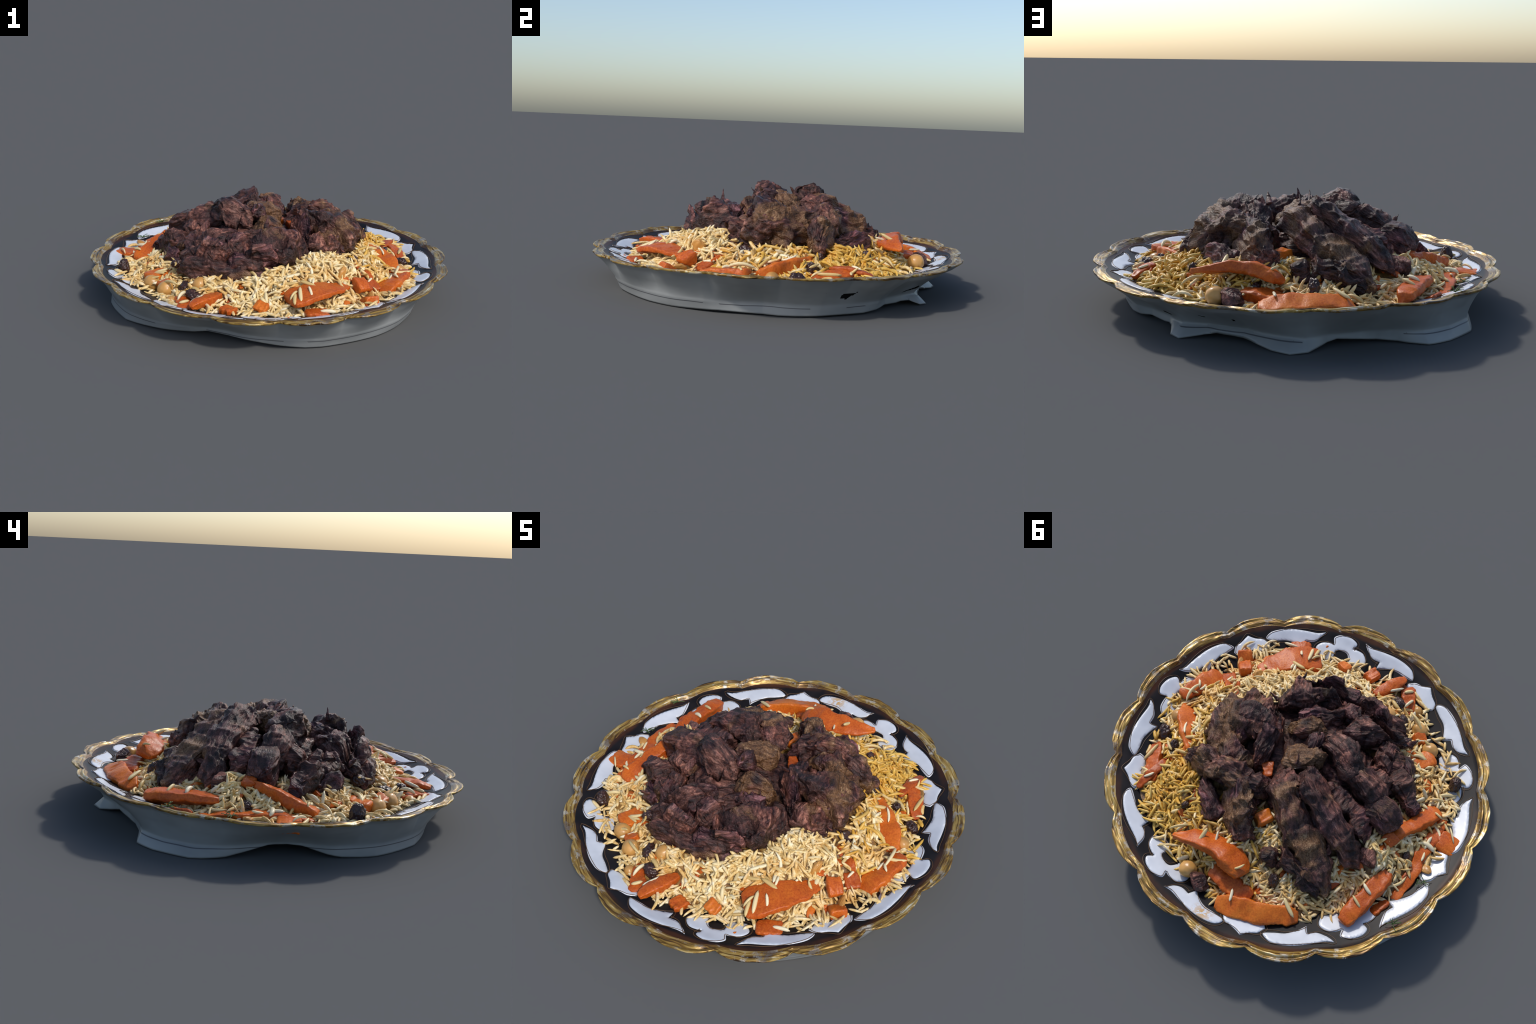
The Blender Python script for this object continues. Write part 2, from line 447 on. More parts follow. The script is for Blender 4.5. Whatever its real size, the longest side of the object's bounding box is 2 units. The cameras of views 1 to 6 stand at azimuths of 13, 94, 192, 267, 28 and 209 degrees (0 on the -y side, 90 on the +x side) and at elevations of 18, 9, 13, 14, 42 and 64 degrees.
def build_plate():
    N = 900
    th = np.linspace(-math.pi, math.pi, N, endpoint=False)
    ro, lobe = rim_radius(th)
    zt = by_angle(RIM_TOP, th)
    q = np.stack([np.cos(th) * 7, np.sin(th) * 7, th * 0], 1)
    zt = zt + .004 * perlin(q * 2.2) + .004 * (lobe - .6)
    tw = np.sin(18 * (th - 5 * D2R) + 0.6)            # twist of the pleats
    rings, tags = [], []

    def add(r, z, tag):
        r = np.broadcast_to(np.asarray(r, float), th.shape)
        z = np.broadcast_to(np.asarray(z, float), th.shape)
        rings.append(np.stack([r * np.cos(th), r * np.sin(th), z], 1))
        tags.append(tag)

    s = np.sin(th)
    zin = lambda r: plate_z(r * np.cos(th), r * np.sin(th))
    for r in (.02, .2, .4, .55, .65, .70, .74, .77, .80, .82, .84, .86, .875, .89, .90, .91, .92):
        add(r, zin(np.full(N, r)), "black")
    r_in = .931 + .014 * (ro - .975) / .03
    add(r_in, zin(r_in), "black")
    z_in = zin(r_in)
    ctrl = [(0.0, 0.0), (.10, .30), (.25, .62), (.38, .86 + .0), (.50, .80), (.62, .66), (.76, .84), (.88, 1.0), (.97, .98), (1.0, .86)]
    # gold band from the glaze up to the lip, a twisted double ridge
    cc = catmull([(a, b) for a, b in ctrl], 26)
    for j, (a, bz) in enumerate(cc[1:]):
        rr = r_in + (ro - r_in) * a
        fold = .003 * np.sin(18 * (th - 5 * D2R) * .5 + a * 9) * (4 * a * (1 - a)) + .003 * perlin(np.stack([th * 14, np.full(N, a * 5), th * 0 + 3.1], 1)) * min(1, a * 4)
        zz = z_in + (zt - z_in) * bz + fold
        add(rr + .002 * perlin(np.stack([th * 20, np.full(N, a * 3 + 9), th * 0], 1)) * a, zz, "gold")
    # under the lip
    drop = .026 + .004 * perlin(q * 1.3 + 5)
    for f, (dr, dz) in zip(range(5), [(.0, .06), (-.004, .22), (-.011, .45), (-.019, .72), (-.026, 1.0)]):
        add(ro + dr - .3 * max(0, -dr) * lobe, zt - .006 - drop * dz, "gold" if f < 2 else "white")
    # outer wall
    zu = zt - .006 - drop
    ru = ro - .026 - .0078 * lobe
    zb = by_angle(FOOT_Z, th)
    rb = by_angle(FOOT_R, th)
    for f in np.linspace(0, 1, 26)[1:]:
        z = zu + (zb - zu) * f
        # porcelain profile: flares in from the lip to the foot ring, then a thin skirt out again
        u = np.clip((zu - z) / (zu - .055), 0, 1)
        rm = by_angle(WALL_R, th)
        r = ru + (rm - ru) * (1 - (1 - u) ** 1.2)
        skirt = np.clip((.050 - z) / .050, 0, 1)
        r = r + (rb - rm) * skirt ** .8
        sag = .010 * perlin(np.stack([np.cos(th) * 3.1, np.sin(th) * 3.1, z * 9], 1)) * np.clip(f * 3, 0, 1)
        add(r + sag, z, "white")
    # turn under and close the base
    add(rb - .022, zb + .012, "white")
    add(.74, np.maximum(zb + .02, .075), "white")
    add(.5, .088, "white")
    add(.02, .088, "white")
    V = np.concatenate(rings)
    nr = len(rings)
    faces, ftag = [], []
    for i in range(nr - 1):
        for j in range(N):
            k = (j + 1) % N
            faces.append((i * N + j, i * N + k, (i + 1) * N + k, (i + 1) * N + j))
        ftag.append(tags[i + 1])
    me = bpy.data.meshes.new("whole")
    me.from_pydata(V.tolist(), [], faces)
    me.update()
    bm = bmesh.new(); bm.from_mesh(me)
    bmesh.ops.recalc_face_normals(bm, faces=bm.faces)
    up = sum(f.normal.z for f in list(bm.faces)[:N * 8])
    flip = up < 0
    bm.free()
    if flip:
        faces = [f[::-1] for f in faces]
    me2 = bpy.data.meshes.new("whole2")
    me2.from_pydata(V.tolist(), [], faces)
    me2.update()
    nrm = np.zeros((len(V), 3))
    me2.vertices.foreach_get("co", nrm.ravel())
    nv = np.array([v.normal[:] for v in me2.vertices])
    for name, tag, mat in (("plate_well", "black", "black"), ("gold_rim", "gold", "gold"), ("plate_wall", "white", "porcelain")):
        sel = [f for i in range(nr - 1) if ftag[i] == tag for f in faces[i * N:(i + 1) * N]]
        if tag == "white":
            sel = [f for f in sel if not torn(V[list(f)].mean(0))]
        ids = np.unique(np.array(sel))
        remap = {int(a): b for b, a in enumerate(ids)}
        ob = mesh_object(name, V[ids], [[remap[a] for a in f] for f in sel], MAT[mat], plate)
        ob.data.normals_split_custom_set_from_vertices(nv[ids].tolist())
        if tag == "black":
            # cap the centre of the well
            pass
    bpy.data.meshes.remove(me); bpy.data.meshes.remove(me2)


build_plate()

# painted ornament: every 72 degrees a trefoil with a leaf each side, and a cotton flower between
LEAF = [(6.5, .866), (10, .852), (14, .848), (17.5, .829), (20.3, .806), (21, .846), (24, .845), (26.5, .868), (28.4, .906),
        (25.5, .896), (21, .903), (16.3, .911), (12, .911), (8.5, .900)]
TREFOIL = [(-7.2, .838), (-5.4, .811), (-2.4, .806), (0, .823), (2.6, .806), (5.8, .809), (7.4, .838), (5.6, .867), (2.6, .881),
           (0, .905), (-2.6, .881), (-5.6, .867)]
FLOWER = [(-9.3, .760), (-10.4, .81), (-8.4, .845), (-5.4, .853), (-3.6, .850), (-4.4, .884), (-2.4, .905), (0, .910), (2.4, .905),
          (4.4, .884), (3.6, .850), (5.4, .853), (8.4, .845), (10.4, .81), (9.3, .760), (3.2, .755), (2.6, .812), (0, .824), (-2.6, .812), (-3.2, .755)]


def smooth_outline(ctrl, sharp=()):
    """Catmull-Rom through the control points, with the sharp ones kept as cusps."""
    out = []
    m = len(ctrl)
    c = np.asarray(ctrl, float)
    for i in range(m):
        p1, p2 = c[i], c[(i + 1) % m]
        p0 = p1 if i in sharp else c[i - 1]
        p3 = p2 if ((i + 1) % m) in sharp else c[(i + 2) % m]
        for f in np.linspace(0, 1, 6, endpoint=False):
            out.append(0.5 * (2 * p1 + (p2 - p0) * f + (2 * p0 - 5 * p1 + 4 * p2 - p3) * f * f + (3 * p1 - p0 - 3 * p2 + p3) * f ** 3))
    return np.array(out)


def motif(name, ctrl, centre, mirror, sharp, wob):
    c = [(-a if mirror else a, r) for a, r in ctrl]
    if mirror:
        c = c[::-1]
        sharp = tuple(len(c) - 1 - i for i in sharp)
    o = smooth_outline(c, sharp)
    o[:, 0] += wob * np.sin(o[:, 1] * 70 + centre)
    th = (o[:, 0] + centre) * D2R
    xy = np.stack([o[:, 1] * np.cos(th), o[:, 1] * np.sin(th)], 1)
    lo, hi = xy.min(0), xy.max(0)
    g = np.stack(np.meshgrid(np.arange(lo[0], hi[0], .012), np.arange(lo[1], hi[1], .012)), -1).reshape(-1, 2)
    n = len(xy)
    allp = [Vector(p) for p in np.concatenate([xy, g])]
    vs, es, fs, ov, oe, of = delaunay_2d_cdt(allp, [], [list(range(n))], 1, 1e-6)
    vs = np.array([v[:] for v in vs])
    fs = [list(f) for f in fs]
    z = plate_z(vs[:, 0], vs[:, 1])
    edge = np.array([any(k < n for k in o_) for o_ in ov])
    h = np.where(edge, .0006, .0030)
    V = np.column_stack([vs, z + h])
    # outline sinks into the glaze so the enamel has an edge
    base = np.column_stack([vs, z - .002])
    verts = list(V); faces = list(fs)
    ring = {}
    for i in range(len(vs)):
        if edge[i]:
            ring[i] = len(verts); verts.append(base[i])
    ecount = {}
    for f in fs:
        for a, b in zip(f, f[1:] + f[:1]):
            ecount[(a, b)] = 1
    for (a, b) in list(ecount):
        if (b, a) not in ecount and a in ring and b in ring:
            faces.append([b, a, ring[a], ring[b]])
    ob = mesh_object(name, verts, faces, MAT["enamel"], plate)
    return xy


def outline_line(xy, centre, seed):
    """Thin brown-gold contour drawn a little off the enamel edge."""
    r = np.random.default_rng(seed)
    c = xy.mean(0)
    d = np.roll(xy, -1, 0) - np.roll(xy, 1, 0)
    nrm = np.stack([d[:, 1], -d[:, 0]], 1)
    nrm /= np.maximum(np.linalg.norm(nrm, axis=1), 1e-6)[:, None]
    if ((xy - c) * nrm).sum() < 0:
        nrm = -nrm
    n = len(xy)
    ph = r.uniform(0, 6)
    off = .0035 + .0105 * np.sin(np.linspace(0, 2 * math.pi, n) * 2 + ph)
    q = xy + nrm * off[:, None]
    z = plate_z(q[:, 0], q[:, 1]) + np.where(off < .004, .0034, .0012)
    return np.column_stack([q, z])


def tube(path, radius, sides=6, closed=False, caps=True):
    P = np.asarray(path, float)
    n = len(P)
    if closed:
        T = np.roll(P, -1, 0) - np.roll(P, 1, 0)
    else:
        T = np.gradient(P, axis=0)
    T /= np.maximum(np.linalg.norm(T, axis=1), 1e-9)[:, None]
    ref = np.where(np.abs(T[:, 2:3]) > .9, np.array([[1., 0, 0]]), np.array([[0, 0, 1.]]))
    A = np.cross(T, ref); A /= np.linalg.norm(A, axis=1)[:, None]
    B = np.cross(A, T)
    R = np.broadcast_to(np.asarray(radius, float), (n,))
    ph = np.linspace(0, 2 * math.pi, sides, endpoint=False)
    V = (P[:, None] + R[:, None, None] * (np.cos(ph)[None, :, None] * A[:, None] + np.sin(ph)[None, :, None] * B[:, None])).reshape(-1, 3)
    F = []
    for i in range(n if closed else n - 1):
        k = (i + 1) % n
        for j in range(sides):
            l = (j + 1) % sides
            F.append((i * sides + j, i * sides + l, k * sides + l, k * sides + j))
    if caps and not closed:
        F.append(tuple(range(sides))[::-1])
        F.append(tuple((n - 1) * sides + j for j in range(sides)))
    return V, F


def joined(parts):
    V, F, o = [], [], 0
    for v, f in parts:
        V.append(np.asarray(v)); F += [tuple(a + o for a in x) for x in f]; o += len(v)
    return np.concatenate(V), F


lines = []
for k in range(5):
    c0 = -41.8 + 72 * k
    for nm, ctrl, cen, mir, sh in (("enamel_leaf", LEAF, c0, False, (4, 5, 8)), ("enamel_leaf", LEAF, c0, True, (4, 5, 8)),
                                   ("enamel_trefoil", TREFOIL, c0, False, (0, 3, 6, 9)), ("enamel_flower", FLOWER, c0 + 36, False, (4, 10, 14, 15, 0, 19))):
        xy = motif(nm, ctrl, cen + rng.uniform(-.5, .5), mir, sh, .25)
        lines.append(tube(outline_line(xy, cen, int(k * 10 + cen) % 97), .0016, 5, closed=True))
V, F = joined(lines)
ob = mesh_object("contour_line", V, F, MAT["line"], plate)
ob["kind"] = "stuff"

# ------------------------------------------------------------------ meat
# each chunk: rings along a spine (x, y, z, half width, half height), fibre (0 along, 1 across), boxiness, material, raggedness
CHUNKS = [
    # round joint on the right: outer curve, inner curve, top ridge, torn front
    ([(.42, -.11, .29, .06, .08), (.39, -.02, .35, .09, .10), (.38, .08, .34, .09, .10), (.29, .17, .355, .08, .092), (.18, .20, .34, .06, .075)], 0, 3.0, "fat", .9),
    ([(.23, -.12, .37, .045, .09), (.19, -.04, .40, .05, .09), (.17, .06, .37, .045, .075), (.17, .15, .325, .045, .06)], 0, 2.8, "meat", .7),
    ([(.165, -.05, .42, .045, .085), (.24, -.03, .43, .065, .085), (.32, -.04, .415, .065, .085), (.41, -.03, .36, .06, .085)], 1, 2.8, "fat", .7),
    ([(.25, -.14, .34, .045, .09), (.31, -.16, .32, .06, .085), (.38, -.16, .29, .06, .08), (.44, -.12, .26, .045, .06)], 1, 2.8, "meat", 1.1),
    ([(.30, -.20, .25, .035, .05), (.36, -.20, .265, .045, .055), (.43, -.16, .25, .045, .05)], 0, 2.8, "meat", 1.2),
    # bony piece behind it
    ([(.49, .225, .27, .045, .085), (.42, .235, .325, .055, .085), (.33, .25, .365, .055, .085)], 0, 3.2, "fat", 1.0),
    ([(.34, .255, .365, .055, .075), (.26, .255, .375, .06, .08), (.17, .265, .370, .065, .082), (.06, .235, .340, .055, .075)], 0, 3.2, "fat", 1.0),
    ([(.13, .29, .36, .075, .08), (.14, .37, .345, .08, .085), (.09, .44, .30, .07, .08), (.03, .49, .275, .05, .07)], 0, 3.4, "fat", .9),
    ([(.38, .33, .25, .05, .06), (.30, .39, .27, .05, .07), (.20, .45, .265, .055, .065)], 0, 2.6, "meat", .7),
    # slab with a tan glazed end, running to the back left
    ([(.01, .10, .44, .05, .06), (-.01, .155, .455, .065, .058), (-.04, .223, .437, .080, .056), (-.123, .285, .388, .070, .056), (-.195, .335, .340, .084, .056), (-.285, .375, .302, .075, .050), (-.364, .430, .25, .088, .045), (-.456, .465, .205, .05, .030)], 0, 4.2, "fat", .8),
    ([(-.27, .34, .305, .04, .035), (-.355, .34, .285, .05, .03)], 1, 3.0, "meat", 1.0),
    ([(-.10, .50, .245, .035, .045), (-.14, .49, .25, .04, .05)], 0, 5.0, "meat", .4),
    ([(-.18, .47, .255, .05, .05), (-.27, .46, .27, .06, .055), (-.36, .49, .225, .06, .05), (-.41, .50, .20, .04, .035)], 0, 2.8, "meat", 1.1),
    # second slab beside it
    ([(-.085, .06, .490, .045, .052), (-.135, .12, .492, .064, .052), (-.20, .18, .456, .062, .050), (-.292, .231, .402, .068, .047), (-.388, .262, .340, .056, .045), (-.474, .286, .278, .062, .042), (-.555, .275, .230, .04, .028)], 0, 4.2, "meat", .8),
    ([(-.50, .25, .255, .035, .04), (-.57, .245, .24, .038, .035)], 1, 4.0, "meat", .4),
    # third slab, the highest: upper block, lower strip, dark end block
    ([(-.08, -.125, .455, .05, .06), (-.20, -.095, .465, .060, .06), (-.285, -.03, .482, .066, .058)], 0, 4.2, "meat", .9),
    ([(-.27, -.05, .43, .06, .07), (-.375, -.02, .390, .06, .065), (-.46, .01, .355, .06, .06)], 0, 4.0, "meat", .7),
    ([(-.44, .04, .355, .065, .065), (-.50, .045, .335, .07, .07), (-.55, .065, .305, .065, .07)], 0, 5.0, "meat", .3),
    ([(-.05, -.02, .42, .03, .06), (-.045, -.065, .465, .036, .055), (-.04, -.10, .48, .03, .04)], 0, 2.6, "meat", .5),
    ([(-.33, -.11, .36, .045, .05), (-.40, -.10, .335, .045, .055), (-.45, -.08, .31, .04, .05)], 1, 2.8, "meat", 1.0),
    # layered middle
    ([(-.20, .08, .415, .05, .05), (-.29, .095, .375, .055, .05), (-.36, .10, .355, .05, .05), (-.43, .15, .325, .045, .045), (-.49, .17, .28, .04, .04)], 1, 3.0, "meat", 1.0),
    ([(.02, .05, .415, .055, .06), (-.05, .03, .435, .065, .06), (-.12, .01, .455, .055, .055)], 0, 2.6, "fat", .6),
    ([(.11, -.13, .36, .04, .06), (.05, -.15, .39, .055, .06), (-.03, -.165, .42, .05, .06)], 0, 2.6, "fat", .7),
    # front centre joint
    ([(.26, -.25, .31, .035, .05), (.19, -.30, .345, .07, .08), (.11, -.36, .355, .085, .095), (.03, -.385, .355, .08, .09), (-.03, -.395, .33, .05, .07)], 1, 4.0, "meat", .8),
    ([(-.17, -.32, .35, .045, .06), (-.10, -.36, .36, .05, .06), (-.05, -.37, .355, .04, .05)], 1, 3.4, "meat", 1.0),
    ([(.04, -.46, .28, .05, .06), (-.03, -.46, .30, .05, .06), (-.10, -.47, .285, .04, .05)], 0, 2.8, "meat", .8),
    ([(-.01, -.44, .36, .024, .07), (.06, -.452, .375, .028, .072), (.13, -.43, .365, .024, .065)], 0, 3.0, "meat", 1.2),
    ([(-.06, -.30, .36, .04, .06), (.03, -.26, .37, .05, .065), (.11, -.22, .355, .045, .06)], 0, 3.2, "meat", 1.0),
    # front left joint
    ([(-.13, -.27, .36, .05, .06), (-.21, -.31, .365, .07, .07), (-.28, -.36, .31, .06, .065), (-.35, -.41, .255, .05, .06)], 0, 2.8, "meat", .9),
    ([(-.12, -.46, .34, .030, .06), (-.20, -.455, .365, .035, .068), (-.26, -.44, .30, .035, .055)], 1, 2.8, "meat", .9),
    # left flank
    ([(-.345, -.33, .30, .04, .05), (-.36, -.25, .315, .045, .05), (-.375, -.17, .32, .04, .05)], 0, 2.8, "meat", .8),
    ([(-.40, -.28, .275, .045, .055), (-.43, -.20, .29, .05, .055)], 1, 3.2, "meat", .8),
    ([(-.45, -.19, .285, .05, .06), (-.50, -.16, .285, .055, .06), (-.56, -.12, .265, .05, .055), (-.62, -.09, .235, .04, .04)], 1, 2.8, "meat", 1.0),
    ([(-.43, -.31, .23, .045, .055), (-.49, -.27, .235, .045, .055), (-.54, -.22, .22, .045, .05)], 0, 2.8, "meat", 1.1),
    # long low piece in front
    ([(-.40, -.42, .25, .04, .05), (-.33, -.435, .245, .055, .06), (-.20, -.455, .235, .065, .07), (-.05, -.46, .23, .07, .07), (.07, -.43, .235, .06, .06), (.14, -.39, .24, .04, .04)], 0, 3.0, "meat", .55),
    ([(-.27, -.41, .25, .05, .06), (-.19, -.41, .27, .06, .07), (-.11, -.42, .27, .05, .06)], 0, 2.8, "meat", 1.0),
    # hidden core under the heap
    ([(-.42, -.04, .20, .22, .07), (-.15, -.02, .22, .36, .10), (.15, .0, .22, .32, .10), (.36, .05, .20, .18, .07)], 0, 2.3, "meat", 1.0),
    ([(-.38, -.12, .27, .14, .07), (-.12, -.09, .30, .24, .09), (.08, .02, .26, .20, .08), (.26, .12, .25, .14, .08)], 0, 2.3, "meat", 1.0),
    # loose cube at the back edge
    ([(.135, .735, .185, .04, .04), (.095, .775, .185, .042, .042)], 1, 3.5, "meat", .5),
]
DENTS = [((.26, .065, .46), .055, .05), ((.34, .36, .36), .06, .05), ((.13, -.08, .42), .06, .06), ((-.30, -.42, .33), .05, .04)]

# dark clefts between the joints: polylines (x, y, floor height); the meat is cut back to a V above them
CLEFTS = [[(-.403, -.369, .28), (-.312, -.370, .28), (-.232, -.391, .28), (-.163, -.415, .30)],
          [(-.052, -.345, .39), (-.037, -.385, .35), (-.015, -.420, .30)],
          [(-.21, -.191, .37), (-.134, -.192, .36), (-.049, -.206, .37)],
          [(.105, -.031, .39), (.187, -.113, .35), (.25, -.188, .31), (.284, -.247, .27)],
          [(-.477, -.166, .33), (-.41, -.239, .32), (-.31, -.254, .34)],
          [(-.144, -.425, .31), (-.061, -.423, .29), (.026, -.445, .27), (.148, -.400, .27)]]


def cut_clefts(V):
    wob = .012 * perlin(V * 22 + 3.3)
    for line in CLEFTS:
        for a, b in zip(line, line[1:]):
            a, b = np.array(a), np.array(b)
            ab = (b - a)[:2]
            t = np.clip(((V[:, :2] - a[:2]) @ ab) / (ab @ ab), 0, 1)
            d = np.linalg.norm(V[:, :2] - (a[:2] + t[:, None] * ab), axis=1) + wob
            lim = a[2] + (b[2] - a[2]) * t + 3.2 * np.maximum(d, 0)
            near = d < .045
            V[:, 2] = np.where(near, np.minimum(V[:, 2], np.maximum(lim, V[:, 2] - .12)), V[:, 2])
    return V


def chunk_mesh(rings, across, power, rough, seed, nr=100, nt=110):
    ctrl = np.asarray(rings, float)
    R = catmull(ctrl, nr)
    P, w, h = R[:, :3], R[:, 3], R[:, 4]
    T = np.gradient(P, axis=0); T /= np.linalg.norm(T, axis=1)[:, None]
    # extend half a width beyond both end rings and round off
    s = np.linspace(0, 1, nr)
    L = np.linalg.norm(np.diff(P, axis=0), axis=1).sum()
    e0 = .55 * min(w[0], h[0]); e1 = .55 * min(w[-1], h[-1])
    # remap samples so the rounded ends get rings of their own
    arc = np.concatenate([[0], np.cumsum(np.linalg.norm(np.diff(P, axis=0), axis=1))])
    a = np.linspace(-e0, L + e1, nr)
    a = -e0 + (L + e1 + e0) * (0.5 - 0.5 * np.cos(np.pi * np.linspace(0, 1, nr))) * .35 + (a + e0) * .65
    ac = np.clip(a, 0, L)
    P2 = np.stack([np.interp(ac, arc, P[:, k]) for k in range(3)], 1)
    T2 = np.stack([np.interp(ac, arc, T[:, k]) for k in range(3)], 1); T2 /= np.linalg.norm(T2, axis=1)[:, None]
    P2 = P2 + T2 * (a - ac)[:, None]
    w2, h2 = np.interp(ac, arc, w), np.interp(ac, arc, h)
    over = np.where(a < 0, -a / e0, np.where(a > L, (a - L) / e1, 0.0))
    prof = np.maximum(1 - over ** 2.6, 0) ** (1 / 2.6)
    side = np.cross(T2, [0, 0, 1.0]); side /= np.linalg.norm(side, axis=1)[:, None]
    up = np.cross(side, T2)
    ph = np.linspace(0, 2 * math.pi, nt, endpoint=False)
    c, sn = np.cos(ph), np.sin(ph)
    cs = np.sign(c) * np.abs(c) ** (2 / power); ss = np.sign(sn) * np.abs(sn) ** (2 / power)
    off = (cs[None, :, None] * (w2 * prof)[:, None, None] * side[:, None] + ss[None, :, None] * (h2 * prof)[:, None, None] * up[:, None])
    V = (P2[:, None] + off).reshape(-1, 3)
    N = off / np.maximum(np.linalg.norm(off, axis=2), 1e-6)[:, :, None]
    endn = np.where(a < 0, -1.0, np.where(a > L, 1.0, 0.0)) * over
    N = (N * (1 - .7 * np.abs(endn))[:, None, None] + T2[:, None] * endn[:, None, None]).reshape(-1, 3)
    N /= np.maximum(np.linalg.norm(N, axis=1), 1e-6)[:, None]
    # fibre frame noise: local (along, across, up)
    F = np.stack([np.repeat(a, nt), (off * side[:, None]).sum(2).ravel(), (off * up[:, None]).sum(2).ravel()], 1)
    sd = seed * 7.77
    st = np.array([46., 7., 24.]) if across else np.array([7., 46., 46.])
    warp = F + .015 * np.stack([perlin(V * 14 + sd), perlin(V * 14 + sd + 9), perlin(V * 14 + sd + 18)], 1)
    size = np.repeat(np.minimum(w2, h2), nt)
    k = np.clip(size / .08, .5, 1.15)
    # knife and tear facets: flatten whatever sticks out beyond a few random planes
    rr = np.random.default_rng(seed + 100)
    C0 = V.mean(0)
    for _ in range(9):
        nn = rr.normal(size=3); nn[2] = abs(nn[2]) * .8 + .1; nn /= np.linalg.norm(nn)
        pr = (V - C0) @ nn
        lim = np.quantile(pr, rr.uniform(.86, .96))
        V = V - nn * (np.maximum(pr - lim, 0) * .85)[:, None]
    wv = V + .022 * np.stack([perlin(V * 11 + sd + 2), perlin(V * 11 + sd + 31), perlin(V * 11 + sd + 57)], 1)
    sharp = lambda p: np.clip(1 - 1.7 * np.abs(perlin(p)), 0, 1) ** 2
    c1 = sharp(wv * np.array([7., 7., 6.]) + sd); c2 = sharp(wv * 15 + sd * 2)
    d = (.036 * (c1 - .38) + .017 * (c2 - .38)) * k * rough + .012 * perlin(V * 8 + sd) * k
    r2 = ridged(warp * st + sd, 2); d += (.0026 if across else .0045) * (r2 - r2.mean())
    flake = np.clip(fbm(warp * np.array([11., 11., 15.]) + sd * 3, 2) * 12, -1, 1)
    d += .0060 * flake * rough
    V = V + N * d[:, None]
    # dents shared by the whole heap
    for cpos, rad, dep in DENTS:
        dv = V - np.array(cpos)
        dist = np.linalg.norm(dv, axis=1)
        f = np.clip(1 - dist / rad, 0, 1) ** 1.2
        V[:, 2] -= dep * f
    V = cut_clefts(V)
    idx = np.arange(nr * nt).reshape(nr, nt)
    a0 = idx[:-1]; b0 = idx[1:]
    quads = np.stack([a0, np.roll(a0, -1, 1), np.roll(b0, -1, 1), b0], -1).reshape(-1, 4)
    return V, quads.tolist(), N


meat_v, meat_f, off = [], [], 0
spots = []
for i, (rings, across, power, mt, rough) in enumerate(CHUNKS):
    big = max(r[3] for r in rings)
    V, F, N = chunk_mesh(rings, across, power, rough, i + 1, 130 if len(rings) > 3 else 80, 110)
    F2 = [f[::-1] for f in F]
    t = Vector(np.array(rings[-1][:3]) - np.array(rings[0][:3])).normalized()
    sd = t.cross(Vector((0, 0, 1))).normalized()
    ax, ay = (sd, t) if across else (t, sd)
    az = ax.cross(ay)
    R3 = np.array([ax[:], ay[:], az[:]]).T
    C = V.mean(0)
    ob = mesh_object("meat_chunk", (V - C) @ R3, F2, MAT[mt], roast)
    M4 = Matrix([list(R3[k]) + [C[k]] for k in range(3)] + [[0, 0, 0, 1]])
    ob.matrix_world = M4
    meat_v.append(V); meat_f += [[a + off for a in f] for f in F]; off += len(V)
    spots.append((V, N))
meat_all = np.concatenate(meat_v)
meat_bvh = BVHTree.FromPolygons(meat_all.tolist(), meat_f)


# torn shreds and spikes standing off the meat
def shred(base, tip, w, seed, flat=.45, bend=.25):
    r = np.random.default_rng(seed)
    base, tip = np.array(base), np.array(tip)
    d = tip - base; L = np.linalg.norm(d)
    side = np.cross(d, r.normal(size=3)); side /= np.linalg.norm(side)
    up = np.cross(side, d / L)
    t = np.linspace(0, 1, 12)
    P = base + d * t[:, None] + up * (bend * L * (t * t - t))[:, None]
    rad = w * (1 - t) ** .8 + .0012
    ph = np.linspace(0, 2 * math.pi, 9, endpoint=False)
    V = (P[:, None] + rad[:, None, None] * (np.cos(ph)[None, :, None] * side + flat * np.sin(ph)[None, :, None] * up)).reshape(-1, 3)
    V += .18 * w * perlin(V * 60 + seed)[:, None] * np.array([1, 1, 1.])
    F = []
    for i in range(11):
        for j in range(9):
            l = (j + 1) % 9
            F.append((i * 9 + j, i * 9 + l, (i + 1) * 9 + l, (i + 1) * 9 + j))
    F.append(tuple(range(9))[::-1]); F.append(tuple(99 + j for j in range(9)))
    return V, F


for b, t, w in [((.05, -.31, .44), (.059, -.303, .507), .016), ((-.06, -.09, .48), (-.04, -.115, .528), .02), ((.15, -.04, .46), (.17, -.09, .515), .02),
                ((-.13, -.45, .36), (-.165, -.47, .40), .018), ((.27, -.24, .34), (.33, -.25, .36), .022), ((-.44, -.36, .33), (-.47, -.39, .375), .02),
                ((-.03, .09, .48), (-.02, .05, .53), .014), ((.24, .05, .42), (.25, .03, .47), .012)]:
    v, f = shred(b, t, w, int(abs(b[0] * 1e3)))
    mesh_object("meat_shred", v, f, MAT["meat"], roast)

parts = []
for s in range(110):
    Vc, Nc = spots[int(rng.integers(0, len(CHUNKS) - 4))]
    i = int(rng.integers(0, len(Vc)))
    p, n = Vc[i], Nc[i]
    if p[2] < .25 or p[2] > .50 or n[2] < -.1:
        continue
    tdir = n * rng.uniform(.1, .45) + rng.normal(size=3) * .55
    tdir /= np.linalg.norm(tdir)
    L = rng.uniform(.018, .045)
    parts.append(shred(p - n * .012, p + tdir * L, rng.uniform(.008, .018), s, .4, rng.uniform(-.4, .6)))
V, F = joined(parts)
ob = mesh_object("meat_fibre", V, F, MAT["meat"], roast)
ob["kind"] = "stuff"

